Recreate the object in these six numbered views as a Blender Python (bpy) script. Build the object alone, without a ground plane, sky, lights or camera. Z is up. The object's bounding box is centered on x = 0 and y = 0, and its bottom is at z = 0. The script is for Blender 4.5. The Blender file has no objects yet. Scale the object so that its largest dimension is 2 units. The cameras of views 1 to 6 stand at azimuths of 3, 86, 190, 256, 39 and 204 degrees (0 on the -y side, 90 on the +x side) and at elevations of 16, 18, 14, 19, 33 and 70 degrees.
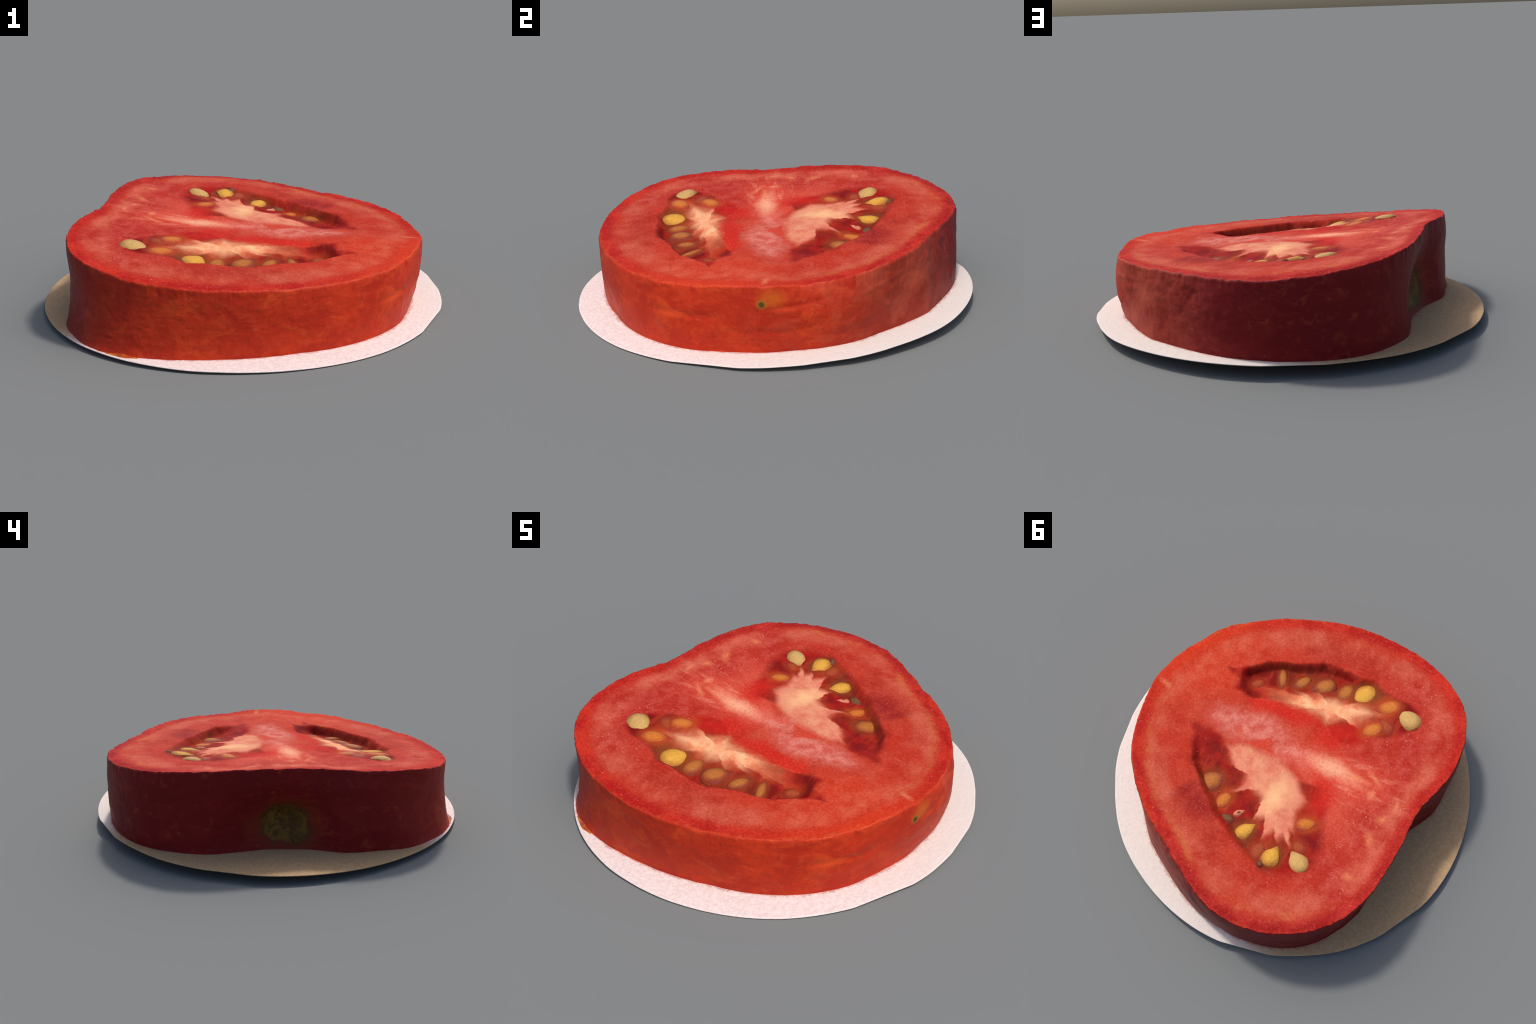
"""A thick tomato slice, cut face up, lying on a round sheet of white paper."""
import bpy
import math
import numpy as np
from mathutils import Vector, Matrix

rng = np.random.default_rng(7)
TAU = 2 * math.pi

# ----------------------------------------------------------------------------
# profiles: control values every 10 degrees, counter-clockwise from +x
# ----------------------------------------------------------------------------
PAPER_R = [.999, .999, .998, .996, 1.000, 1.001, .997, .998, .999, 1.000, 1.000, .999, .998, 1.001, 1.001, 1.000, 1.003, 1.004,
           1.001, .999, .997, .996, .998, .999, 1.001, 1.002, 1.001, 1.000, 1.000, 1.000, 1.004, 1.006, 1.002, .999, 1.000, 1.000]
RIM_R = [.883, .873, .867, .849, .832, .818, .813, .838, .885, .928, .952, .956, .942, .911, .856, .793, .746, .712,
         .717, .776, .846, .907, .949, .957, .944, .921, .898, .879, .864, .858, .859, .867, .881, .880, .883, .891]
RIM_Z = [.341, .343, .354, .367, .377, .384, .392, .401, .411, .422, .436, .451, .468, .483, .492, .493, .488, .481,
         .473, .466, .456, .440, .416, .388, .363, .345, .331, .322, .316, .312, .312, .314, .318, .325, .336, .342]
FOOT_R = [.844, .849, .852, .837, .842, .857, .863, .882, .911, .928, .950, .958, .942, .890, .830, .745, .690, .685,
          .715, .800, .855, .925, .961, .983, .969, .930, .893, .867, .850, .843, .848, .859, .866, .866, .853, .850]
WAIST = [.025, .031, .024, .014, .004, .011, .011, .007, .009, .011, .007, .004, -.003, -.012, -.013, -.018, -.015, -.016,
         -.013, .000, .002, -.014, -.023, -.017, -.014, -.004, .002, .006, .008, .010, .012, .012, .011, .010, .010, .014]


def around(values, theta):
    """Smooth periodic interpolation (Catmull-Rom) of values spaced evenly round."""
    v = np.asarray(values, float)
    n = len(v)
    t = (np.asarray(theta) % TAU) / TAU * n
    i = np.floor(t).astype(int) % n
    f = t - np.floor(t)
    a, b, c, d = v[(i - 1) % n], v[i], v[(i + 1) % n], v[(i + 2) % n]
    return .5 * ((2 * b) + (c - a) * f + (2 * a - 5 * b + 4 * c - d) * f**2 + (3 * b - a - 3 * c + d) * f**3)


def smooth(a, b, x):
    t = np.clip((x - a) / (b - a), 0, 1)
    return t * t * (3 - 2 * t)


def hash3(i, j, k, seed):
    h = (i * 374761393 + j * 668265263 + k * 2147483647 + seed * 974634777) & 0xFFFFFFFF
    h = ((h ^ (h >> 13)) * 1274126177) & 0xFFFFFFFF
    return ((h ^ (h >> 16)) & 0xFFFF) / 32767.5 - 1.0


def noise(x, y, z, scale, seed=0, octaves=3):
    """Value-noise fractal, vectorised, about -1..1."""
    total, amp, norm = 0, 1.0, 0
    for o in range(octaves):
        s = scale * 2**o
        p = [np.asarray(c, float) * s + 31.7 * o for c in (x, y, z)]
        i = [np.floor(c).astype(np.int64) for c in p]
        f = [c - np.floor(c) for c in p]
        f = [c * c * (3 - 2 * c) for c in f]
        acc = 0
        for a in (0, 1):
            for b in (0, 1):
                for c in (0, 1):
                    w = (f[0] if a else 1 - f[0]) * (f[1] if b else 1 - f[1]) * (f[2] if c else 1 - f[2])
                    acc = acc + w * hash3(i[0] + a, i[1] + b, i[2] + c, seed + o)
        total = total + amp * acc
        norm += amp
        amp *= .5
    return total / norm


# ----------------------------------------------------------------------------
# the inside of the fruit: outlines on the cut face (x, y)
# ----------------------------------------------------------------------------
CHAMBER_FRONT = [(.558, -.338), (.424, -.413), (.390, -.437), (.350, -.472), (.296, -.492), (.215, -.522),
                 (.157, -.542), (.121, -.558), (.088, -.586), (.050, -.580), (-.020, -.590), (-.055, -.582),
                 (-.119, -.560), (-.149, -.574), (-.218, -.596), (-.278, -.560), (-.373, -.542), (-.430, -.540),
                 (-.500, -.510), (-.527, -.470), (-.523, -.410), (-.476, -.345), (-.418, -.300), (-.323, -.258),
                 (-.266, -.205), (-.211, -.175), (-.140, -.190), (-.088, -.240), (-.030, -.285), (.083, -.295),
                 (.261, -.262), (.344, -.235), (.413, -.230), (.467, -.236), (.460, -.265), (.478, -.306)]
CHAMBER_BACK = [(.591, .033), (.535, .122), (.492, .249), (.416, .297), (.337, .363), (.257, .433),
                (.171, .493), (.081, .549), (-.006, .599), (-.098, .638), (-.202, .632), (-.298, .585),
                (-.334, .505), (-.338, .423), (-.312, .338), (-.270, .196), (-.204, .108), (-.130, .110),
                (-.039, .125), (.100, .095), (.240, .080), (.350, .075), (.470, .036)]
CORE_FRONT = [(.294, -.336), (.250, -.295), (.209, -.350), (.191, -.334), (.188, -.285), (.137, -.310), (.104, -.367),
              (.035, -.367), (.009, -.403), (-.011, -.382), (-.066, -.401), (-.110, -.397), (-.156, -.423),
              (-.270, -.405), (-.208, -.352), (-.190, -.296), (-.154, -.328), (-.108, -.310), (-.077, -.265),
              (-.036, -.292), (.024, -.303), (.070, -.285), (.121, -.285), (.200, -.270)]
CORE_BACK = [(.348, .086), (.269, .037), (.187, .048), (.098, .047), (-.005, .079), (-.070, .111),
             (-.119, .176), (-.160, .204), (-.134, .275), (-.169, .377), (-.148, .372), (-.183, .470),
             (-.134, .410), (-.111, .455), (-.085, .410), (-.028, .477), (-.042, .385), (-.025, .362),
             (.052, .385), (.030, .325), (.060, .275), (.136, .245), (.210, .310), (.168, .243), (.179, .196),
             (.270, .178), (.312, .119)]


def signed_distance(x, y, outline):
    """Distance to a closed outline, positive inside."""
    pts = np.array(outline)
    best = np.full(x.shape, 9.0)
    inside = np.zeros(x.shape, bool)
    for (ax, ay), (bx, by) in zip(pts, np.roll(pts, -1, 0)):
        ex, ey = bx - ax, by - ay
        t = np.clip(((x - ax) * ex + (y - ay) * ey) / (ex * ex + ey * ey), 0, 1)
        best = np.minimum(best, np.hypot(x - ax - t * ex, y - ay - t * ey))
        if ay != by:
            cross = ((ay > y) != (by > y)) & (x < ex * (y - ay) / ey + ax)
            inside ^= cross
    return np.where(inside, best, -best)


# seeds: centre (x, y), direction of the pointed tip, length, width, kind, rise of its middle
SEEDS = [
    (-.464, -.455, (-.414, -.491), .145, .112, "pale", .006),
    (-.339, -.473, (-.290, -.440), .125, .092, "amber", .004),
    (-.190, -.498, (-.160, -.430), .142, .112, "gold", .010),
    (-.084, -.469, (-.070, -.400), .118, .076, "sunk", .004),
    (.040, -.462, (.075, -.420), .120, .088, "sunk", .004),
    (.157, -.434, (.180, -.390), .105, .062, "sunk", .003),
    (.257, -.408, (.232, -.350), .125, .046, "sunk", .006),
    (.376, -.336, (.420, -.300), .090, .060, "deep", .000),
    (-.309, -.310, (-.262, -.262), .118, .084, "amber", .006),
    (-.366, -.363, (-.334, -.385), .110, .082, "deep", .002),
    (-.257, .515, (-.203, .477), .135, .098, "pale", .010),
    (-.127, .546, (-.132, .490), .112, .092, "gold", .012),
    (-.053, .545, (-.058, .480), .115, .084, "deep", .004),
    (.057, .470, (.020, .420), .118, .080, "gold", .008),
    (.129, .395, (.100, .368), .058, .034, "small", .006),
    (.177, .443, (.212, .436), .085, .060, "green", .002),
    (.233, .356, (.205, .290), .115, .070, "amber", .004),
    (.332, .286, (.285, .240), .118, .100, "sunk", .006),
    (-.221, .317, (-.262, .296), .105, .072, "amber", .004),
    (-.093, .603, (-.085, .560), .052, .040, "green", .006),
    (-.231, .445, (-.190, .430), .090, .066, "deep", .000),
]


FRONT_LIP = [(.60, -.315), (.50, -.375), (.424, -.413), (.350, -.470), (.296, -.490), (.215, -.520), (.121, -.556),
             (.050, -.582), (-.055, -.584), (-.149, -.572), (-.218, -.592), (-.300, -.556), (-.430, -.540), (-.60, -.45)]
BACK_LIP = [(-.36, .66), (-.202, .640), (-.098, .636), (-.006, .597), (.081, .547), (.171, .493), (.257, .433),
            (.337, .365), (.416, .297), (.485, .225), (.530, .120), (.60, .0)]


def lip_distance(x, y, lip):
    """Signed distance from a lip line, positive on the side toward the middle."""
    pts = np.array(lip)
    best, sign = np.full(x.shape, 9.0), np.ones(x.shape)
    for (ax, ay), (bx, by) in zip(pts[:-1], pts[1:]):
        ex, ey = bx - ax, by - ay
        t = np.clip(((x - ax) * ex + (y - ay) * ey) / (ex * ex + ey * ey), 0, 1)
        px, py = ax + t * ex, ay + t * ey
        dist = np.hypot(x - px, y - py)
        near = dist < best
        best = np.where(near, dist, best)
        sign = np.where(near, np.where(ex * (y - ay) - ey * (x - ax) < 0, 1, -1), sign)
    return best * sign


def cut_plane(x, y):
    return .3835 - .078 * x + .053 * y


def cut_height(x, y):
    """Height of the cut face, with chambers sunk in and cores standing up."""
    th, r = np.arctan2(y, x), np.hypot(x, y)
    rim_r = around(RIM_R, th)
    rho = r / rim_r
    rx, ry = rim_r * np.cos(th), rim_r * np.sin(th)
    z = cut_plane(x, y) + rho**4 * (around(RIM_Z, th) - cut_plane(rx, ry))
    z = z + .010 * np.exp(-(((x - .50) / .16)**2 + ((y - .28) / .14)**2))
    z = z + .010 * np.exp(-(((x + .45) / .25)**2 + ((y + .42) / .2)**2))
    z = z + .0035 * noise(x, y, 0 * x, 6, 3) * smooth(1.0, .9, rho)
    z = z + .022 * np.exp(-(((x - .56) / .22)**2 + ((y + .17) / .10)**2))
    z = z + .013 * np.exp(-(((x + .20) / .35)**2 + ((y - .72) / .20)**2))
    z = z + .009 * np.exp(-(((x + .52) / .16)**2 + ((y - .02) / .22)**2))
    wob_x = x + .006 * noise(x, y, 0 * x, 18, 11)
    wob_y = y + .006 * noise(x, y, 0 * x, 18, 12)
    d = signed_distance(wob_x, wob_y, CHAMBER_FRONT)
    c = signed_distance(wob_x, wob_y, CORE_FRONT)
    d2 = signed_distance(wob_x, wob_y, CHAMBER_BACK)
    c2 = signed_distance(wob_x, wob_y, CORE_BACK)
    scallop = .016 * noise(x, y, 0 * x, 9, 15, 2)
    # front chamber: steep under the outer lip, floor rising gently to the middle
    v = lip_distance(wob_x, wob_y, FRONT_LIP) + scallop
    along = smooth(-.32, -.04, x) * smooth(.485, .415, x + .45 * np.clip(v - .04, 0, 1))
    z = z - .054 * along * smooth(-.016, .034, v) * np.clip(1 - v / .30, 0, 1)**1.15 * (v < .3)
    # back chamber, shallower and fading out at both ends
    v2 = lip_distance(wob_x, wob_y, BACK_LIP) + scallop
    t = (x - y) * .707
    along2 = smooth(-.52, -.10, t) * smooth(.34, .16, t)
    z = z - .044 * along2 * smooth(-.014, .038, v2) * np.clip(1 - v2 / .30, 0, 1)**1.15 * (v2 < .3)
    z = z - .007 * smooth(-.004, .045, d) * smooth(.02, -.05, c) * smooth(.30, .16, v) * smooth(-.46, -.30, x)
    z = z - .007 * smooth(-.004, .045, d2) * smooth(.02, -.05, c2) * smooth(.32, .16, v2)
    # jelly round each seed stands up a little, with ripples between
    jelly = np.maximum(smooth(.0, .03, d) * smooth(.01, -.02, c), smooth(.0, .03, d2) * smooth(.01, -.02, c2))
    for sx, sy, tip, ln, wd, kind, rise in SEEDS:
        z = z - jelly * .002 * np.exp(-((x - sx)**2 + (y - sy)**2) / (.05**2))
    z = z + jelly * .006 * noise(x, y, 0 * x, 14, 21, 2)
    # fine pulp grain
    z = z + .0010 * noise(x, y, 0 * x, 70, 5, 2)
    return z


def paper_height(x, y):
    return .0348 - .0072 * x + .0289 * y - .0027 * (x * x - y * y) + .0092 * x * y


# ----------------------------------------------------------------------------
# node helpers
# ----------------------------------------------------------------------------
SUNLIT = 1.35   # how much brighter than its own colour a sunlit level surface is drawn


def lin(c):
    c = c / 255
    return c / 12.92 if c <= .04045 else ((c + .055) / 1.055)**2.4


def seen(r, g, b, k=SUNLIT):
    """Base colour of a surface seen in the sun as this 8-bit colour."""
    return tuple(min(lin(v) / k, .95) for v in (r, g, b)) + (1.0,)


class Nodes:
    def __init__(self, name):
        self.mat = bpy.data.materials.new(name)
        self.mat.use_nodes = True
        self.t = self.mat.node_tree
        self.t.nodes.clear()
        self.out = self.t.nodes.new("ShaderNodeOutputMaterial")
        self.coord = self.t.nodes.new("ShaderNodeTexCoord").outputs["Object"]

    def put(self, socket, value):
        if isinstance(value, bpy.types.NodeSocket):
            self.t.links.new(value, socket)
        else:
            socket.default_value = value

    def math(self, op, a, b=0.0, c=0.0, clamp=False):
        n = self.t.nodes.new("ShaderNodeMath")
        n.operation, n.use_clamp = op, clamp
        for s, v in zip(n.inputs, (a, b, c)):
            self.put(s, v)
        return n.outputs[0]

    def vec(self, op, a, b=(0, 0, 0), scale=None):
        n = self.t.nodes.new("ShaderNodeVectorMath")
        n.operation = op
        self.put(n.inputs[0], a)
        if scale is not None:
            self.put(n.inputs["Scale"], scale)
        else:
            self.put(n.inputs[1], b)
        return n.outputs["Value"] if op in ("LENGTH", "DISTANCE", "DOT_PRODUCT") else n.outputs[0]

    def split(self, v):
        n = self.t.nodes.new("ShaderNodeSeparateXYZ")
        self.put(n.inputs[0], v)
        return n.outputs

    def join(self, x, y, z=0.0):
        n = self.t.nodes.new("ShaderNodeCombineXYZ")
        for s, v in zip(n.inputs, (x, y, z)):
            self.put(s, v)
        return n.outputs[0]

    def ramp(self, x, lo, hi):
        """Smooth step of x from lo (0) to hi (1)."""
        n = self.t.nodes.new("ShaderNodeMapRange")
        n.interpolation_type = "SMOOTHSTEP"
        flip = lo > hi
        if flip:
            lo, hi = hi, lo
        self.put(n.inputs[0], x)
        self.put(n.inputs[1], lo)
        self.put(n.inputs[2], hi)
        self.put(n.inputs[3], 1.0 if flip else 0.0)
        self.put(n.inputs[4], 0.0 if flip else 1.0)
        return n.outputs[0]

    def noise(self, v, scale, detail=4, rough=.6, distort=0.0, colour=False):
        n = self.t.nodes.new("ShaderNodeTexNoise")
        self.put(n.inputs["Vector"], v)
        n.inputs["Scale"].default_value = scale
        n.inputs["Detail"].default_value = detail
        n.inputs["Roughness"].default_value = rough
        n.inputs["Distortion"].default_value = distort
        return n.outputs["Color" if colour else "Fac"]

    def cells(self, v, scale, what="Distance", rand=1.0):
        n = self.t.nodes.new("ShaderNodeTexVoronoi")
        self.put(n.inputs["Vector"], v)
        n.inputs["Scale"].default_value = scale
        n.inputs["Randomness"].default_value = rand
        return n.outputs[what]

    def mix(self, fac, a, b, mode="MIX"):
        n = self.t.nodes.new("ShaderNodeMix")
        n.data_type, n.blend_type = "RGBA", mode
        self.put(n.inputs[0], fac)
        self.put(n.inputs[6], a)
        self.put(n.inputs[7], b)
        return n.outputs[2]

    def mul(self, *xs):
        r = xs[0]
        for x in xs[1:]:
            r = self.math("MULTIPLY", r, x)
        return r

    def curve(self, x, values, top):
        """A periodic profile as a Float Curve: x runs 0..1, values 0..top."""
        n = self.t.nodes.new("ShaderNodeFloatCurve")
        cm = n.mapping.curves[0]
        vals = list(values) + [values[0]]
        pts = [(i / (len(vals) - 1), v / top) for i, v in enumerate(vals)]
        cm.points[0].location, cm.points[-1].location = pts[0], pts[-1]
        for p in pts[1:-1]:
            cm.points.new(*p)
        for p in cm.points:
            p.handle_type = "AUTO"
        n.mapping.update()
        self.put(n.inputs["Value"], x)
        return self.math("MULTIPLY", n.outputs[0], top)

    def turn(self, x, y):
        """Angle of (x, y) as 0..1 counter-clockwise from +x."""
        a = self.math("DIVIDE", self.math("ARCTAN2", y, x), TAU)
        return self.math("FRACT", self.math("ADD", a, 1.0))

    def spot(self, v, centre, size, angle=0.0, soft=1.0, hard=0.0):
        """1 at the centre of an elliptic patch on the cut face, 0 outside."""
        s = self.split(v)
        dx = self.math("SUBTRACT", s[0], centre[0])
        dy = self.math("SUBTRACT", s[1], centre[1])
        ca, sa = math.cos(angle), math.sin(angle)
        u = self.math("ADD", self.math("MULTIPLY", dx, ca / size[0]), self.math("MULTIPLY", dy, sa / size[0]))
        w = self.math("ADD", self.math("MULTIPLY", dx, -sa / size[1]), self.math("MULTIPLY", dy, ca / size[1]))
        return self.ramp(self.vec("LENGTH", self.join(u, w)), soft, hard)

    def region(self, v, outline, frame, soft):
        """Mask of an outline: polar profile round frame = (centre, angle, stretch)."""
        (cx, cy), angle, stretch = frame
        ca, sa = math.cos(angle), math.sin(angle)
        pts = np.array(outline) - (cx, cy)
        pu, pv = pts[:, 0] * ca + pts[:, 1] * sa, (-pts[:, 0] * sa + pts[:, 1] * ca) * stretch
        prof = polar_profile(pu, pv, 120)
        s = self.split(v)
        dx = self.math("SUBTRACT", s[0], cx)
        dy = self.math("SUBTRACT", s[1], cy)
        u = self.math("ADD", self.math("MULTIPLY", dx, ca), self.math("MULTIPLY", dy, sa))
        w = self.math("ADD", self.math("MULTIPLY", dx, -sa * stretch), self.math("MULTIPLY", dy, ca * stretch))
        edge = self.curve(self.turn(u, w), prof, 1.0)
        gap = self.math("SUBTRACT", edge, self.vec("LENGTH", self.join(u, w)))
        return self.ramp(gap, -soft, soft), gap

    def finish(self, colour, rough=.5, bump=None, bump_strength=.3, bump_dist=.004, spec=.25, **extra):
        p = self.t.nodes.new("ShaderNodeBsdfPrincipled")
        self.put(p.inputs["Base Color"], colour)
        self.put(p.inputs["Roughness"], rough)
        p.inputs["Specular IOR Level"].default_value = spec
        for k, v in extra.items():
            p.inputs[k.replace("_", " ")].default_value = v
        if bump is not None:
            b = self.t.nodes.new("ShaderNodeBump")
            b.inputs["Strength"].default_value = bump_strength
            b.inputs["Distance"].default_value = bump_dist
            self.put(b.inputs["Height"], bump)
            self.t.links.new(b.outputs[0], p.inputs["Normal"])
        self.t.links.new(p.outputs[0], self.out.inputs[0])
        return self.mat


def polar_profile(pu, pv, count):
    """Farthest crossing of a ray with a closed outline, for count angles."""
    res = []
    n = len(pu)
    for k in range(count):
        a = TAU * k / count
        c, s = math.cos(a), math.sin(a)
        best = .02
        for i in range(n):
            ax, ay, bx, by = pu[i], pv[i], pu[(i + 1) % n], pv[(i + 1) % n]
            ex, ey = bx - ax, by - ay
            det = -c * ey + s * ex
            if abs(det) < 1e-12:
                continue
            t = (-ax * ey + ay * ex) / det
            q = (c * ay - s * ax) / det
            if t > 0 and -1e-9 <= q <= 1 + 1e-9:
                best = max(best, t)
        res.append(best)
    return res


FRAME_FRONT = ((-.02, -.40), math.radians(6), 2.2)
FRAME_BACK = ((.08, .30), math.radians(-36), 1.6)
FRAME_CORE_FRONT = ((-.06, -.345), math.radians(14), 2.5)
FRAME_CORE_BACK = ((.03, .20), math.radians(-40), 1.4)


# ----------------------------------------------------------------------------
# materials
# ----------------------------------------------------------------------------
def interior_material():
    m = Nodes("tomato_flesh")
    flat = m.split(m.coord)
    P = m.join(flat[0], flat[1])                       # position on the cut face
    warp = m.vec("SUBTRACT", m.noise(P, 16, 3, colour=True), (.5, .5, .5))
    Q = m.vec("ADD", P, m.vec("SCALE", warp, scale=.035))
    hairy = m.vec("SUBTRACT", m.noise(P, 42, 3, colour=True), (.5, .5, .5))
    Q2 = m.vec("ADD", Q, m.vec("SCALE", hairy, scale=.013))
    warp2 = m.vec("SUBTRACT", m.noise(P, 5, 3, colour=True), (.5, .5, .5))
    S = m.vec("ADD", P, m.vec("SCALE", warp2, scale=.16))
    q = m.split(Q)
    rim = m.curve(m.turn(flat[0], flat[1]), RIM_R, 1.0)
    rho = m.math("DIVIDE", m.vec("LENGTH", Q), rim)
    rough_big = m.noise(P, 4.5, 5, .6)
    mid = m.noise(P, 14, 5, .65)
    fine = m.noise(P, 75, 3, .7)

    # ground colour of the flesh: deep mottled reds
    soft = m.noise(P, 3.0, 3, .5)
    col = m.mix(m.ramp(rough_big, .34, .68), seen(184, 42, 26), seen(202, 62, 40))
    col = m.mix(m.mul(m.ramp(soft, .45, .68), .4), col, seen(214, 84, 60))
    col = m.mix(m.mul(m.ramp(mid, .45, .75), .25), col, seen(222, 112, 90))
    # darker stippled flesh just outside the chambers
    stip = m.math("MAXIMUM", m.spot(S, (-.05, -.68), (.5, .14), .1), m.spot(S, (.28, .52), (.5, .16), -.7))
    col = m.mix(m.mul(stip, .6), col, m.mix(m.ramp(mid, .3, .7), seen(162, 44, 30), seen(192, 70, 52)))
    # cell-speckled flesh on the stem side
    stemside = m.mul(m.ramp(q[0], -.12, -.55), m.ramp(rho, .97, .85))
    col = m.mix(m.mul(stemside, .55), col, m.mix(m.ramp(mid, .38, .66), seen(176, 40, 34), seen(202, 80, 70)))
    # pale vascular ring a little inside the skin
    ring = m.mul(m.ramp(rho, .74, .84), m.ramp(rho, .94, .87), m.ramp(m.noise(P, 3.5, 3, .5), .34, .62))
    col = m.mix(m.mul(ring, .62), col, m.mix(m.ramp(mid, .3, .7), seen(212, 96, 70), seen(220, 114, 88)))
    # orange tint at the blossom end, redder rim all round
    blossom = m.spot(S, (.74, -.36), (.62, .60))
    col = m.mix(m.mul(blossom, .62), col, m.mix(m.ramp(mid, .35, .7), seen(218, 62, 32), seen(228, 92, 58)))
    tan = m.mul(m.ramp(rho, .86, .90), m.ramp(rho, .945, .91), m.ramp(m.vec("DOT_PRODUCT", P, (.5, .86, 0)), .2, .6),
                m.ramp(m.noise(P, 5, 4, .6), .42, .6))
    col = m.mix(m.mul(tan, .55), col, seen(208, 112, 66))
    band = m.ramp(rho, .90, .965)
    band_col = m.mix(m.ramp(m.noise(P, 9, 4), .4, .65), seen(180, 28, 24), seen(206, 50, 34))
    deep_side = m.ramp(m.vec("DOT_PRODUCT", P, (-.55, .83, 0)), .1, .7)
    band_col = m.mix(m.mul(deep_side, .75), band_col, m.mix(m.ramp(m.noise(P, 11, 4), .4, .65), seen(156, 24, 26), seen(188, 48, 44)))
    band_col = m.mix(m.mul(m.spot(P, (.75, -.35), (.7, .7)), .85), band_col, seen(226, 64, 30))
    col = m.mix(m.mul(band, .9), col, band_col)
    col = m.mix(m.mul(m.ramp(rho, .975, .995), m.ramp(m.noise(P, 13, 3), .4, .6), m.math("ADD", .15, m.mul(m.spot(P, (.7, -.6), (.9, .8)), .6))), col, seen(216, 90, 46))

    # middle of the fruit: pale columella, bright veins fanning toward the stem
    pale = m.spot(S, (.30, -.07), (.34, .13), math.radians(4), 1.0, .2)
    pale = m.math("MAXIMUM", pale, m.spot(S, (.0, -.01), (.22, .10), math.radians(8), 1.0, .2))
    col = m.mix(m.mul(pale, .92), col, m.mix(m.ramp(mid, .36, .66), seen(214, 92, 76), seen(234, 142, 124)))
    glow = m.spot(S, (-.24, 0), (.40, .20), math.radians(5))
    col = m.mix(m.mul(glow, .7), col, seen(240, 96, 72))
    fan_v = m.join(m.mul(m.math("ARCTAN2", m.math("SUBTRACT", flat[1], -.01), m.math("SUBTRACT", .12, flat[0])), 2.2),
                   m.mul(m.vec("LENGTH", Q), .8))
    veins = m.ramp(m.noise(fan_v, 6, 4, .6), .50, .68)
    fan = m.mul(m.spot(S, (-.38, .04), (.42, .30), math.radians(0)), veins)
    col = m.mix(m.mul(fan, .65), col, seen(242, 148, 120))
    streak = m.spot(S, (-.22, -.016), (.24, .075), math.radians(176))
    col = m.mix(m.mul(streak, .95), col, seen(255, 178, 140))
    low = m.spot(S, (-.30, .22), (.2, .24), .3)
    col = m.mix(m.mul(low, .6), col, seen(224, 88, 66))
    for cx, cy, a, b, ang in ((-.556, .14, .05, .03, 40), (-.518, .493, .04, .03, 0), (-.456, .038, .05, .03, 90),
                              (-.44, -.05, .10, .025, 150), (-.54, .27, .04, .07, 30), (.82, -.105, .07, .022, 160),
                              (-.60, .05, .02, .05, 10), (-.36, -.022, .12, .022, 174)):
        col = m.mix(m.mul(m.spot(Q, (cx, cy), (a, b), math.radians(ang)), .55), col, seen(246, 146, 102))

    # saturated red flesh beside the chambers
    for cx, cy, a, b, ang in ((-.17, -.19, .20, .09, 30), (-.20, .15, .13, .16, 0), (.16, -.22, .34, .07, 0)):
        col = m.mix(m.mul(m.spot(S, (cx, cy), (a, b), math.radians(ang), 1.0, .3), .8), col, seen(210, 38, 26))
    # red wedge between the core and the middle
    wedge = m.region(Q, [(.270, .026), (.157, -.052), (.090, .043), (.147, .054)], ((.155, .015), 0, 1), .012)[0]
    col = m.mix(m.mul(wedge, .9), col, seen(214, 70, 48))
    # bruise outside the back chamber
    bruise = m.math("MAXIMUM", m.spot(S, (.34, .46), (.15, .11), -.6), m.spot(S, (.43, .41), (.10, .07), 1.2))
    col = m.mix(m.mul(bruise, .85), col, seen(152, 34, 32))

    # jelly chambers
    front, gap_f = m.region(Q, CHAMBER_FRONT, FRAME_FRONT, .03)
    back, gap_b = m.region(Q, CHAMBER_BACK, FRAME_BACK, .045)
    jelly = m.math("MAXIMUM", front, back)
    jcol = m.mix(m.ramp(m.noise(P, 11, 3, .5), .4, .62), seen(126, 22, 20), seen(164, 28, 22))
    pt = m.split(S)
    lively = m.math("MAXIMUM", m.spot(S, (-.17, -.20), (.26, .12), .5), m.spot(S, (-.24, .16), (.14, .2)))
    jcol = m.mix(m.mul(lively, .9), jcol, seen(204, 36, 26))
    jcol = m.mix(m.mul(m.spot(S, (.50, .10), (.2, .12), 2.2), .6), jcol, seen(176, 42, 34))
    # brown-green jelly under the outer lips
    olive = m.math("MAXIMUM", m.spot(S, (-.25, -.53), (.17, .09), -.1), m.spot(S, (.02, .54), (.28, .08), -.65))
    olive = m.math("MAXIMUM", olive, m.mul(m.spot(S, (.18, -.50), (.32, .09), .25), .75))
    olive = m.math("MAXIMUM", olive, m.mul(m.spot(S, (.38, .32), (.25, .06), -.75), .8))
    jcol = m.mix(m.mul(olive, .62), jcol, seen(116, 62, 36))
    # radial strands in the jelly
    strands = m.ramp(m.noise(m.join(m.math("MULTIPLY", flat[0], 3.2), flat[1]), 7, 3, .55), .52, .66)
    jcol = m.mix(m.mul(strands, .5), jcol, seen(188, 58, 36))

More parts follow.
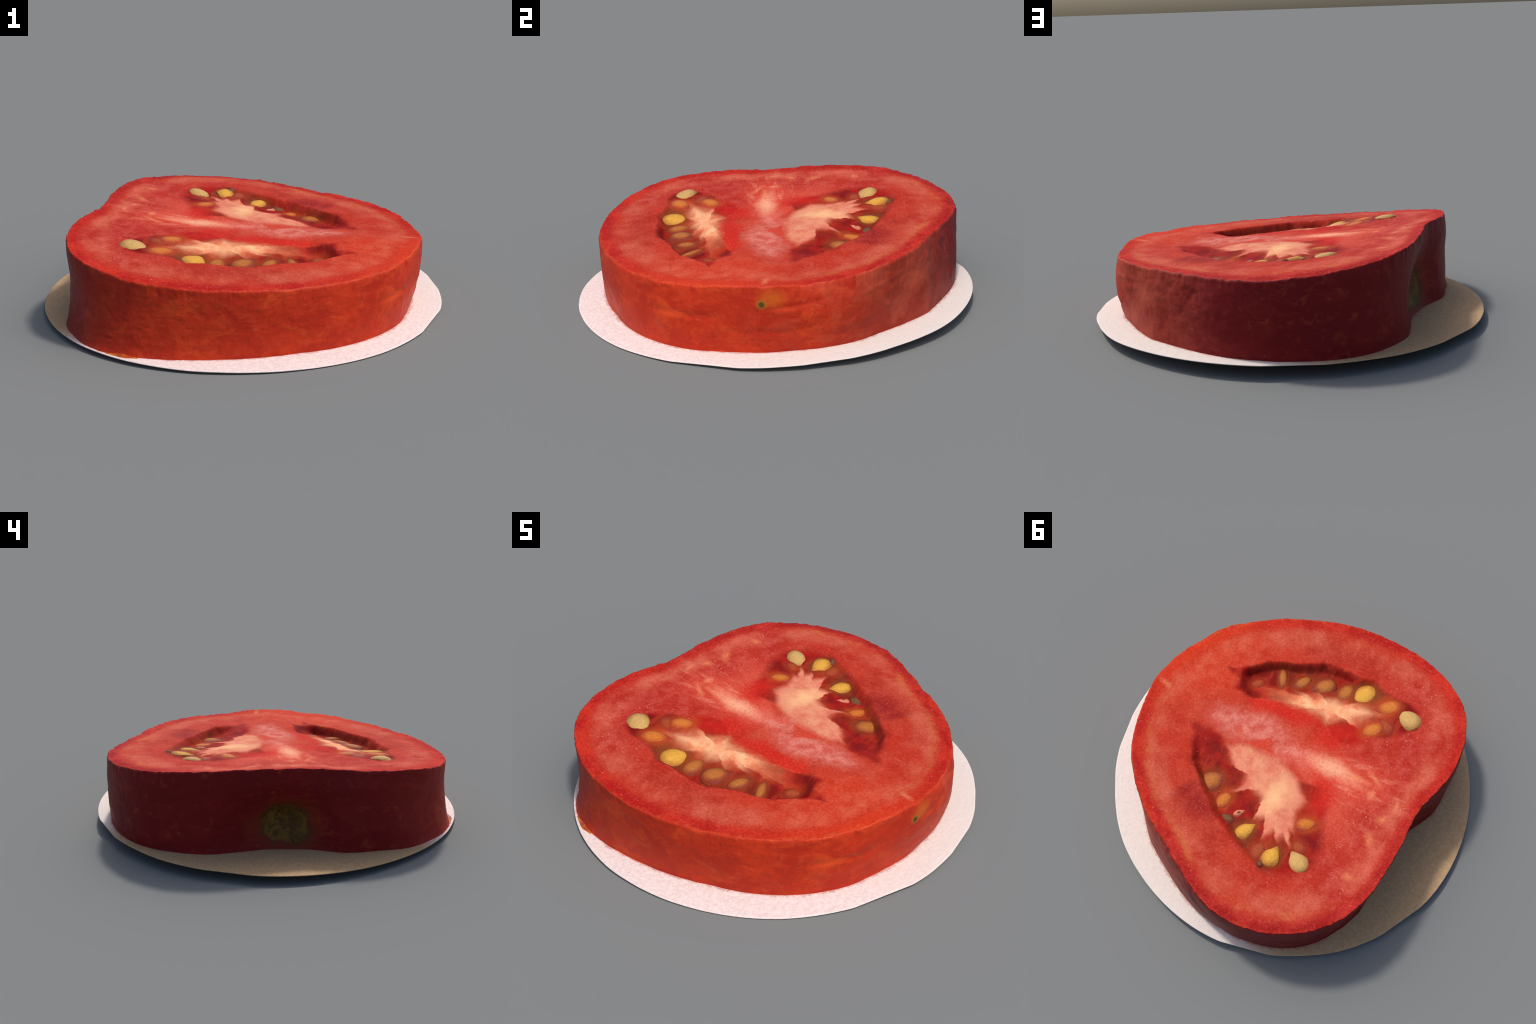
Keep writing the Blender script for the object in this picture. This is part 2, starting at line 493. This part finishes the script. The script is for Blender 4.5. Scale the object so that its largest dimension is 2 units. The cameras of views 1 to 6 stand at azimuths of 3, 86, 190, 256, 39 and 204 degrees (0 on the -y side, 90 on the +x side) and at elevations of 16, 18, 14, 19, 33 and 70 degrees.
    # amber jelly glowing round the seeds
    for sx, sy, tip, ln, wd, kind, rise in SEEDS:
        if kind in ("gold", "amber", "sunk", "deep"):
            turn = math.atan2(tip[1] - sy, tip[0] - sx)
            glow_c = {"gold": (128, 74, 32), "amber": (196, 84, 36), "sunk": (150, 72, 34), "deep": (168, 60, 30)}[kind]
            near = m.spot(P, (sx, sy), (ln * .92, wd * 1.0), turn, 1.0, .4)
            jcol = m.mix(m.mul(near, .6), jcol, seen(*glow_c))
    col = m.mix(jelly, col, jcol)

    # pale cores that carry the seeds
    cf, gcf = m.region(Q2, CORE_FRONT, FRAME_CORE_FRONT, .11)
    cb, gcb = m.region(Q2, CORE_BACK, FRAME_CORE_BACK, .035)
    halo = m.region(Q2, CORE_FRONT, FRAME_CORE_FRONT, .22)[0]
    halo = m.math("MAXIMUM", halo, m.region(Q2, CORE_BACK, FRAME_CORE_BACK, .12)[0])
    col = m.mix(m.mul(halo, m.math("ADD", m.mul(jelly, .55), .3)), col, seen(208, 84, 48))
    cf = m.mul(cf, m.math("ADD", .25, m.mul(m.ramp(q[0], .20, .08), .75)))
    grain = m.ramp(mid, .36, .62)
    col = m.mix(cf, col, m.mix(grain, seen(240, 146, 104), seen(255, 192, 142)))
    core_b = m.mix(grain, seen(222, 122, 96), seen(236, 154, 118))
    core_b = m.mix(m.spot(S, (.0, .25), (.11, .22), -.3), core_b, seen(252, 190, 138))
    core_b = m.mix(m.mul(m.ramp(gcb, .12, .0), .3), core_b, seen(226, 118, 98))
    col = m.mix(cb, col, core_b)
    tops = m.math("MAXIMUM", cf, cb)
    yel = m.mul(m.ramp(m.cells(P, 13), .16, .05), tops)
    col = m.mix(m.mul(yel, .45), col, seen(236, 188, 106))

    # flecks: pale burst cells and fine grain
    dashes = m.vec("MULTIPLY", m.vec("ADD", P, m.vec("SCALE", warp, scale=.03)), (.62, 1.25, 1))
    fleck = m.mul(m.ramp(m.cells(dashes, 62), .24, .08), m.ramp(m.noise(P, 10, 2), .48, .66))
    fleck = m.mul(fleck, m.math("SUBTRACT", 1.0, m.mul(jelly, .9)))
    col = m.mix(m.mul(fleck, m.math("ADD", .22, m.mul(stemside, .6))), col, seen(246, 170, 158))
    pin = m.mul(m.ramp(m.cells(P, 30), .075, .03), m.ramp(m.noise(P, 17, 1), .5, .6))
    col = m.mix(m.mul(pin, .6), col, seen(255, 205, 190))
    col = m.mix(m.mul(m.ramp(fine, .42, .75), m.math("SUBTRACT", .36, m.math("ADD", m.mul(tops, .14), m.mul(jelly, .16)))), col, seen(120, 22, 18))
    col = m.mix(m.mul(m.ramp(fine, .50, .22), m.math("SUBTRACT", .16, m.mul(jelly, .12))), col, seen(250, 150, 130))
    height = m.math("ADD", m.mul(fine, .5), mid)
    return m.finish(col, .6, height, .3, .005, spec=.04)


def skin_material():
    m = Nodes("tomato_skin")
    C = m.coord
    warp = m.vec("SUBTRACT", m.noise(C, 5, 3, colour=True), (.5, .5, .5))
    W = m.vec("ADD", C, m.vec("SCALE", warp, scale=.22))
    big = m.noise(C, 2.6, 3, .55)
    patch = m.noise(W, 6, 5, .6)
    flow = m.noise(m.vec("MULTIPLY", W, (1, 1, 3.0)), 5, 5, .6)
    blot = m.noise(C, 18, 4, .65)
    fine = m.noise(C, 70, 3, .7)
    # orange at the blossom end (+x, -y), crimson darkened for the stem side's shade
    ripe = m.ramp(m.vec("DOT_PRODUCT", W, (.72, -.70, 0)), -.50, .62)
    col = m.mix(ripe, seen(116, 21, 23, 1.0), seen(190, 56, 26, 1.0))
    col = m.mix(m.mul(m.ramp(big, .36, .64), .6), col, m.mix(ripe, seen(102, 17, 22, 1.0), seen(168, 38, 22, 1.0)))
    col = m.mix(m.mul(m.ramp(flow, .50, .68), .55), col, m.mix(ripe, seen(134, 34, 30, 1.0), seen(206, 76, 34, 1.0)))
    col = m.mix(m.mul(m.ramp(patch, .54, .40), .45), col, m.mix(ripe, seen(110, 18, 20, 1.0), seen(160, 34, 22, 1.0)))
    col = m.mix(m.mul(m.ramp(blot, .55, .75), .25), col, seen(204, 92, 54, 1.0))
    # lighter orange lip under the cut, duller toward the foot
    col = m.mix(m.mul(m.ramp(fine, .45, .75), .25), col, seen(104, 18, 14, 1.0))
    # dark pores along the foot of the front
    pores = m.mul(m.ramp(m.cells(m.vec("MULTIPLY", W, (1, 1, .55)), 52), .26, .10), m.ramp(m.noise(C, 5, 2), .48, .62))
    col = m.mix(m.mul(pores, .4), col, seen(104, 20, 16, 1.0))
    # wrinkled browner patch on the +x +y side
    streaks = m.noise(m.vec("MULTIPLY", W, (1, 1, .3)), 22, 4, .6)
    wr = m.ramp(m.vec("DISTANCE", W, (.62, .62, .25)), .60, .1)
    col = m.mix(m.mul(wr, .55), col, m.mix(m.ramp(patch, .38, .65), seen(134, 46, 32, 1.0), seen(166, 72, 52, 1.0)))
    haze = m.mul(m.ramp(m.vec("DISTANCE", W, (.75, .35, .15)), .75, .15), m.ramp(m.noise(W, 7, 4, .6), .45, .66))
    col = m.mix(m.mul(haze, .3), col, seen(190, 92, 66, 1.0))
    crease_n = m.noise(m.vec("MULTIPLY", W, (1, 1, 2.4)), 4.2, 2, .5, .6)
    crease = m.mul(m.ramp(m.math("ABSOLUTE", m.math("SUBTRACT", crease_n, .5)), .022, .0), m.ramp(m.noise(C, 4, 2), .46, .6))
    col = m.mix(m.mul(crease, .10), col, seen(212, 104, 60, 1.0))
    # yellow blossom scar with a dark green dot
    s = m.split(C)
    front = m.ramp(s[0], .5, .6)
    d = m.vec("LENGTH", m.join(m.mul(m.math("ADD", s[1], .085), .7), m.math("SUBTRACT", s[2], .287)))
    col = m.mix(m.mul(m.ramp(d, .065, .0), front, .55), col, seen(200, 104, 26, 1.0))
    dot = m.vec("LENGTH", m.join(m.math("ADD", s[1], .128), m.math("SUBTRACT", s[2], .262)))
    col = m.mix(m.mul(m.ramp(dot, .032, .010), front, .8), col, seen(150, 100, 32, 1.0))
    col = m.mix(m.mul(m.ramp(dot, .018, .006), front, .9), col, seen(58, 56, 26, 1.0))
    # woody olive stem scar in the hollow
    scar_n = m.noise(m.vec("MULTIPLY", C, (1, 1, .6)), 20, 5, .65)
    e = m.vec("MULTIPLY", m.vec("SUBTRACT", m.vec("ADD", C, m.vec("SCALE", warp, scale=.16)), (-.625, .135, .155)),
              (1 / .24, 1 / .135, 1 / .115))
    er = m.vec("LENGTH", e)
    col = m.mix(m.mul(m.ramp(er, 1.7, .9), .55), col, seen(118, 50, 24, 1.0))
    sc = m.mix(m.ramp(scar_n, .35, .65), seen(80, 52, 20, 1.0), seen(110, 78, 28, 1.0))
    ridge = m.ramp(m.math("ABSOLUTE", m.math("SUBTRACT", m.noise(C, 13, 2, .5, .8), .5)), .035, .0)
    sc = m.mix(m.mul(ridge, .7), sc, seen(46, 30, 18, 1.0))
    sc = m.mix(m.mul(m.ramp(er, .80, .95), .7), sc, seen(60, 34, 20, 1.0))
    col = m.mix(m.ramp(er, 1.18, .74), col, sc)
    lines = m.noise(m.vec("MULTIPLY", C, (1, 1, .10)), 55, 2, .5)
    lines = m.mul(lines, m.ramp(m.noise(C, 3.1, 2), .46, .6))
    height = m.math("ADD", m.math("SUBTRACT", flow, m.mul(crease, .08)), m.math("ADD", m.mul(blot, .5), m.math("ADD", m.mul(fine, .15), m.mul(lines, .35))))
    return m.finish(col, .5, height, .35, .008, spec=.12)


def paper_material():
    m = Nodes("rough_paper")
    s = m.split(m.coord)
    P = m.coord
    n = m.noise(P, 60, 4, .7)
    big = m.noise(P, 3, 3)
    col = m.mix(m.ramp(n, .35, .65), seen(240, 219, 214), seen(255, 238, 233))
    # pink on the front, cream toward +x, baked shadow painted tan beside the stem end
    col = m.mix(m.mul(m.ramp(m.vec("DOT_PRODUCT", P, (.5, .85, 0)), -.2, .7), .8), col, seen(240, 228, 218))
    shadow_tint_v = m.vec("ADD", P, m.vec("SCALE", m.vec("SUBTRACT", m.noise(P, 4, 3, colour=True), (.5, .5, .5)), scale=.2))
    shadow_tint = m.ramp(m.vec("DOT_PRODUCT", shadow_tint_v, (-.95, .31, 0)), .34, .66)
    col = m.mix(m.mul(shadow_tint, .95), col, m.mix(m.ramp(n, .35, .65), seen(188, 152, 108), seen(204, 168, 124)))
    fibre = m.mul(m.ramp(m.cells(m.vec("MULTIPLY", P, (1, 1.8, 1)), 38), .16, .05), m.ramp(m.noise(P, 21, 2), .52, .62))
    col = m.mix(m.mul(fibre, .5), col, seen(186, 168, 164))
    speck = m.mul(m.ramp(m.cells(P, 75), .20, .08), m.ramp(m.noise(P, 33, 2), .5, .6))
    col = m.mix(m.mul(speck, .6), col, seen(150, 132, 126))
    # juice bleeding out of the foot: pink fringe, yellow stain at the front left
    ang = m.turn(s[0], s[1])
    foot = m.curve(ang, FOOT_R, 1.0)
    r = m.math("ADD", m.vec("LENGTH", m.join(s[0], s[1])), m.mul(m.math("SUBTRACT", m.noise(P, 30, 4, .7), .5), .05))
    out = m.math("SUBTRACT", r, foot)
    col = m.mix(m.mul(m.ramp(out, .018, .002), .6), col, seen(196, 120, 108))
    return m.finish(col, .85, m.math("ADD", n, m.noise(P, 24, 3, .6)), .55, .005, spec=.1)


def juice_material():
    m = Nodes("dried_juice")
    n = m.noise(m.coord, 24, 4, .6)
    z = m.split(m.coord)[2]
    col = m.mix(m.ramp(n, .4, .62), seen(218, 138, 32), seen(196, 96, 26))
    col = m.mix(m.mul(m.ramp(m.math("ADD", z, m.mul(n, .03)), .030, .052), .9), col, seen(160, 40, 28))
    return m.finish(col, .35, n, .2, .004, spec=.4)


SEED_LOOK = {
    # middle colour, edge colour, how far out the middle colour reaches
    "pale": ((210, 166, 98), (160, 110, 54), .95),
    "gold": ((224, 164, 62), (160, 90, 36), .85),
    "amber": ((210, 118, 44), (172, 60, 32), .62),
    "sunk": ((188, 110, 46), (142, 52, 30), .60),
    "deep": ((168, 72, 32), (154, 46, 27), .50),
    "green": ((120, 78, 48), (118, 44, 32), .60),
    "small": ((224, 140, 106), (206, 112, 84), .9),
}


def seed_material(kind):
    m = Nodes("seed_" + kind)
    mid_c, edge_c, reach = SEED_LOOK[kind]
    info = m.t.nodes.new("ShaderNodeObjectInfo").outputs["Random"]
    s = m.split(m.coord)
    shift = {"sunk": .35, "amber": .15}.get(kind, 0)  # bright middle moved off-centre to draw a lit edge on the seed
    d = m.vec("LENGTH", m.join(m.math("ADD", s[0], shift * .5), m.math("SUBTRACT", s[1], shift * .3)))
    n = m.noise(m.vec("ADD", m.coord, m.join(m.mul(info, 9.0), 0.0)), 3.2, 4, .6)
    fac = m.ramp(m.math("ADD", d, m.mul(m.math("SUBTRACT", n, .5), .35)), reach + .25, reach * .40)
    col = m.mix(fac, seen(*edge_c), seen(*mid_c))
    hair = m.noise(m.vec("MULTIPLY", m.coord, (1, 4, 1)), 4, 3)
    bright = tuple(min(255, c + 26) for c in mid_c)
    col = m.mix(m.mul(m.ramp(hair, .5, .7), fac, .6), col, seen(*bright))
    if kind == "small":
        col = m.mix(m.ramp(d, .45, .15), col, seen(132, 52, 36))
    return m.finish(col, .45, n, .3, .05, spec=.12)


# ----------------------------------------------------------------------------
# building
# ----------------------------------------------------------------------------
def mesh_object(name, verts, faces, parent=None, mat=None, normals=None):
    me = bpy.data.meshes.new(name)
    me.from_pydata([tuple(v) for v in verts], [], faces)
    me.polygons.foreach_set("use_smooth", [True] * len(me.polygons))
    me.update()
    if normals is not None:
        me.normals_split_custom_set_from_vertices([tuple(n) for n in normals])
    ob = bpy.data.objects.new(name, me)
    bpy.context.collection.objects.link(ob)
    if mat:
        me.materials.append(mat)
    if parent:
        ob.parent = parent
    return ob


def empty(name, label, category, at=(0, 0, 0)):
    ob = bpy.data.objects.new(name, None)
    ob.empty_display_size = .1
    ob.location = at
    bpy.context.collection.objects.link(ob)
    ob["label"], ob["category"] = label, category
    return ob


def ring_faces(a, b, n):
    i = np.arange(n)
    j = (i + 1) % n
    return np.stack([a + i, a + j, b + j, b + i], -1)


def build_paper():
    n = 288
    th = np.arange(n) * TAU / n
    edge = around(PAPER_R, th) + .002 * noise(np.cos(th) * 3, np.sin(th) * 3, 0 * th, 2, 41)
    # straight scissor cuts on the +x side
    for mid, half, reach in ((8, 8, 1.000), (337, 9, .998), (28, 7, .999), (100, 9, 1.001), (150, 9, 1.003)):
        off = np.abs((np.degrees(th) - mid + 180) % 360 - 180)
        edge = np.where(off < half, np.minimum(edge, reach * math.cos(math.radians(half)) / np.cos(np.radians(off)) + .003), edge)
    radii = np.r_[np.linspace(.05, .97, 46), .99, .998]
    thick = .0045
    verts, faces = [], []
    for r in radii:
        x, y = r * edge * np.cos(th), r * edge * np.sin(th)
        z = paper_height(x, y) + .0012 * noise(x, y, 0 * x, 5, 43)
        verts.append(np.stack([x, y, z], -1))
    x, y = edge * np.cos(th), edge * np.sin(th)
    zt = paper_height(x, y) + .0012 * noise(x, y, 0 * x, 5, 43)
    verts.append(np.stack([x, y, zt - .0012], -1))
    verts.append(np.stack([x * .999, y * .999, zt - thick], -1))
    top_rings = len(verts)
    for r in radii[::-1]:
        x, y = r * edge * np.cos(th), r * edge * np.sin(th)
        verts.append(np.stack([x, y, paper_height(x, y) - thick], -1))
    v = np.concatenate(verts)
    for k in range(len(verts) - 1):
        faces.append(ring_faces(k * n, (k + 1) * n, n)[:, ::-1])
    f = np.concatenate(faces).tolist()
    f = [q for q in f]
    f.append(list(range(n)))
    f.append(list(range((len(verts) - 1) * n, len(verts) * n))[::-1])
    v[:, 2] -= v[:, 2].min()
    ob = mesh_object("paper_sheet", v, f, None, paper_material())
    ob["label"] = "thin round sheet of rough white paper, with a tan shadow painted along one side"
    ob["category"] = "paper"
    return ob


PAPER_LIFT = 0.0


def wall_point(th, s):
    """Point of the skin at angle th and height fraction s."""
    foot, rim = around(FOOT_R, th), around(RIM_R, th)
    r = foot + (rim - foot) * s + around(WAIST, th) * 4 * s * (1 - s)
    # the lobes either side of the stem drop steeply from the rim
    lobes = smooth(100, 125, np.degrees(th) % 360) * smooth(235, 212, np.degrees(th) % 360)
    r = r + .008 * lobes * np.exp(-((s - .80) / .16)**2)
    # the stem hollow sinks deeper round the scar
    off = (np.degrees(th) - 167 + 180) % 360 - 180
    r = r - .055 * np.exp(-(off / 14.0)**2 - ((s - .36) / .25)**2)
    # slight flare where the flesh rests on the paper
    r = r + .010 * np.exp(-s / .05) * smooth(-.01, .02, -around(WAIST, th))
    fx, fy = foot * np.cos(th), foot * np.sin(th)
    z0 = paper_height(fx, fy) - .006
    z = z0 + (around(RIM_Z, th) - z0) * s
    return r, z


# dents: angle, height fraction, widths in degrees and height, depth, slope
DENTS = [(int(rng.integers(0, 360)), rng.uniform(.15, .85), rng.uniform(3, 12), rng.uniform(.03, .09),
          rng.uniform(-.003, .004), rng.uniform(-1, 1)) for k in range(46)]


def build_tomato(root):
    n, wall, top = 960, 84, 300
    th = np.arange(n) * TAU / n
    c, sn = np.cos(th), np.sin(th)
    rings = []
    ss = np.linspace(0, 1, wall)
    jag = .0035 * noise(c * 4, sn * 4, 0 * th, 5, 51, 4) + .003 * noise(c * 4, sn * 4, 0 * th, 17, 52, 3)
    lift = .006 * noise(c * 4, sn * 4, 0 * th, 4, 57, 4) + .004 * noise(c * 4, sn * 4, 0 * th, 13, 58, 3)
    for s in ss:
        r, z = wall_point(th, s)
        x, y = r * c, r * sn
        r = r + .007 * noise(x, y, z, 4, 61, 4) + .0016 * noise(x, y, z, 34, 62, 3) + .003 * np.abs(noise(x, y, z * 2.5, 9, 64, 3)) 
        # long shallow dents and creases in the skin
        for da, ds, wa, ws, dep, tilt in DENTS:
            off = (np.degrees(th) - da + 180) % 360 - 180
            r = r - dep * np.exp(-(off / wa)**2 - ((s - ds - tilt * off / 100) / ws)**2)
        # torn wrinkle on the +x +y side and cut-edge irregularity
        wr = smooth(.35, .05, np.abs(th - math.radians(66))) * smooth(.35, .7, s)
        r = r + wr * .008 * noise(x, y, z, 16, 63, 3)
        r = r + jag * smooth(.75, 1, s)
        r = r - .004 * smooth(.97, 1.0, s)**2
        # stem hollow lip
        z = z + lift * smooth(.86, 1, s)
        rings.append(np.stack([r * c, r * sn, z], -1))
    edge = rings[-1]
    er = np.hypot(edge[:, 0], edge[:, 1])
    fr = 1 - np.linspace(0, 1, top + 1)[1:]**1.0
    for f in fr[:-1]:
        r = er * f
        x, y = r * c, r * sn
        z = cut_height(x, y)
        w = smooth(.965, 1.0, f)
        z = z * (1 - w) + (edge[:, 2] + (z - z)) * w
        rings.append(np.stack([x, y, z], -1))
    body = np.concatenate(rings)
    nr = len(rings)
    faces = [ring_faces(k * n, (k + 1) * n, n) for k in range(nr - 1)]
    quads = np.concatenate(faces)
    centre = len(body)
    body = np.concatenate([body, [[0, 0, float(cut_height(np.zeros(1), np.zeros(1))[0])]]])
    base_c = len(body)
    x0, y0 = -.05, 0.0
    body = np.concatenate([body, [[x0, y0, paper_height(x0, y0) - .006]]])
    last = (nr - 1) * n
    tip = [[last + i, last + (i + 1) % n, centre] for i in range(n)]
    under = [[(i + 1) % n, i, base_c] for i in range(n)]
    # whole body once, for its normals
    me = bpy.data.meshes.new("whole")
    me.from_pydata(body.tolist(), [], quads.tolist() + tip + under)
    me.update()
    normals = np.empty(len(body) * 3, np.float32)
    me.vertex_normals.foreach_get("vector", normals)
    normals = normals.reshape(-1, 3)
    bpy.data.meshes.remove(me)

    # regions
    qc = body[quads].mean(1)
    ring_of = np.arange(len(quads)) // n
    is_wall = ring_of < wall - 1
    x, y = qc[:, 0], qc[:, 1]
    region = np.where(is_wall, "skin", "flesh").astype("<U20")
    for outline, name in ((CHAMBER_FRONT, "seed_chamber"), (CHAMBER_BACK, "seed_chamber.001"),
                          (CORE_FRONT, "pale_core"), (CORE_BACK, "pale_core.001")):
        inside = (signed_distance(x, y, outline) > 0) & ~is_wall
        region[inside] = name
    # stem scar on the hollow side
    ang = np.degrees(np.arctan2(y, x)) % 360
    s_mid = (ring_of + .5) / (wall - 1)
    scar = is_wall & (((ang - 169) / 11.5)**2 + ((s_mid - .30) / .25)**2
                      + .25 * noise(x, y, qc[:, 2], 9, 71, 2) < 1) & (s_mid > .03)
    region[scar] = "stem_scar"

    outer = skin_material()
    mats = {"skin": outer, "stem_scar": outer}
    inside_mat = interior_material()
    extra = {"flesh": tip, "skin": under}
    for name in np.unique(region):
        f = quads[region == name].tolist() + extra.get(name, [])
        used = np.unique(np.concatenate([np.ravel(q) for q in f]))
        remap = np.full(len(body), -1)
        remap[used] = np.arange(len(used))
        mesh_object(str(name), body[used], [remap[q].tolist() for q in f], root,
                    mats.get(str(name), inside_mat), normals[used])


def seed_mesh(name):
    """Flattened tear-drop, tip along +x, unit length and width."""
    rings, seg = 22, 32
    verts, faces = [(-1.0, 0, 0)], []
    for i in range(1, rings):
        t = math.pi * i / rings
        x = -math.cos(t)
        wid = math.sin(t) * (1 - .40 * (x + .35)) * (1 - .30 * smooth(.2, 1.0, x))
        for k in range(seg):
            a = TAU * k / seg
            y, z = wid * math.cos(a), wid * math.sin(a)
            lump = 1 + .05 * math.sin(3 * a + 4 * x)
            verts.append((x, y * lump, z * abs(math.sin(a)) * .95))
    verts.append((1.0, 0, 0))
    for k in range(seg):
        faces.append((0, 1 + (k + 1) % seg, 1 + k))
        end = len(verts) - 1
        b = 1 + (rings - 2) * seg
        faces.append((end, b + k, b + (k + 1) % seg))
    for i in range(rings - 2):
        a, b = 1 + i * seg, 1 + (i + 1) * seg
        for k in range(seg):
            faces.append((a + k, a + (k + 1) % seg, b + (k + 1) % seg, b + k))
    me = bpy.data.meshes.new(name)
    me.from_pydata(verts, [], faces)
    me.polygons.foreach_set("use_smooth", [True] * len(me.polygons))
    me.update()
    return me


def build_seeds(root):
    shared = {}
    for sx, sy, tip, ln, wd, kind, rise in SEEDS:
        if kind not in shared:
            shared[kind] = seed_mesh("seed")
            shared[kind].materials.append(seed_material(kind))
        ob = bpy.data.objects.new("seed", shared[kind])
        bpy.context.collection.objects.link(ob)
        ob.parent = root
        e = .025
        h = lambda a, b: float(cut_height(np.array([a]), np.array([b]))[0])
        nx = -(h(sx + e, sy) - h(sx - e, sy)) / (2 * e)
        ny = -(h(sx, sy + e) - h(sx, sy - e)) / (2 * e)
        up = Vector((nx, ny, 1)).normalized()
        d = Vector((tip[0] - sx, tip[1] - sy, 0))
        xax = (d - up * d.dot(up)).normalized()
        yax = up.cross(xax)
        rot = Matrix((xax, yax, up)).transposed().to_4x4()
        flat = {"pale": .017, "gold": .017, "sunk": .014}.get(kind, .013)
        grow = {"sunk": .68, "deep": .64, "amber": .64, "pale": .54}.get(kind, .58)
        pos = Vector((sx, sy, h(sx, sy) + rise * .25 - .003))
        ob.matrix_world = Matrix.Translation(pos) @ rot @ Matrix.Diagonal((ln * grow, wd * grow, flat, 1))


def build_juice(root):
    """Blob of yellow juice squeezed out at the foot, front left."""
    seg, rings = 48, 14
    verts, faces = [], []
    at, tang = math.radians(239), math.radians(239 + 90)
    cx, cy = .962 * math.cos(at), .962 * math.sin(at)
    for i in range(rings + 1):
        f = math.pi / 2 * i / rings
        for k in range(seg):
            a = TAU * k / seg
            w = (1 + .10 * math.sin(3 * a + 1) + .06 * math.sin(5 * a)) * math.cos(f)
            u, v = .095 * w * math.cos(a), .030 * w * math.sin(a)
            x = cx + u * math.cos(tang) - v * math.sin(tang)
            y = cy + u * math.sin(tang) + v * math.cos(tang)
            lump = .011 * (1 + .25 * math.sin(u * 60))
            verts.append((x, y, float(paper_height(x, y)) + lump * math.sin(f) - .002))
    for i in range(rings):
        faces += ring_faces(i * seg, (i + 1) * seg, seg).tolist()
    mesh_object("juice_drop", verts, faces, root, juice_material())


paper = build_paper()
slice_root = empty("tomato_slice", "thick round slice of red tomato, cut face up", "tomato")
build_tomato(slice_root)
build_seeds(slice_root)
build_juice(slice_root)
bpy.context.view_layer.update()
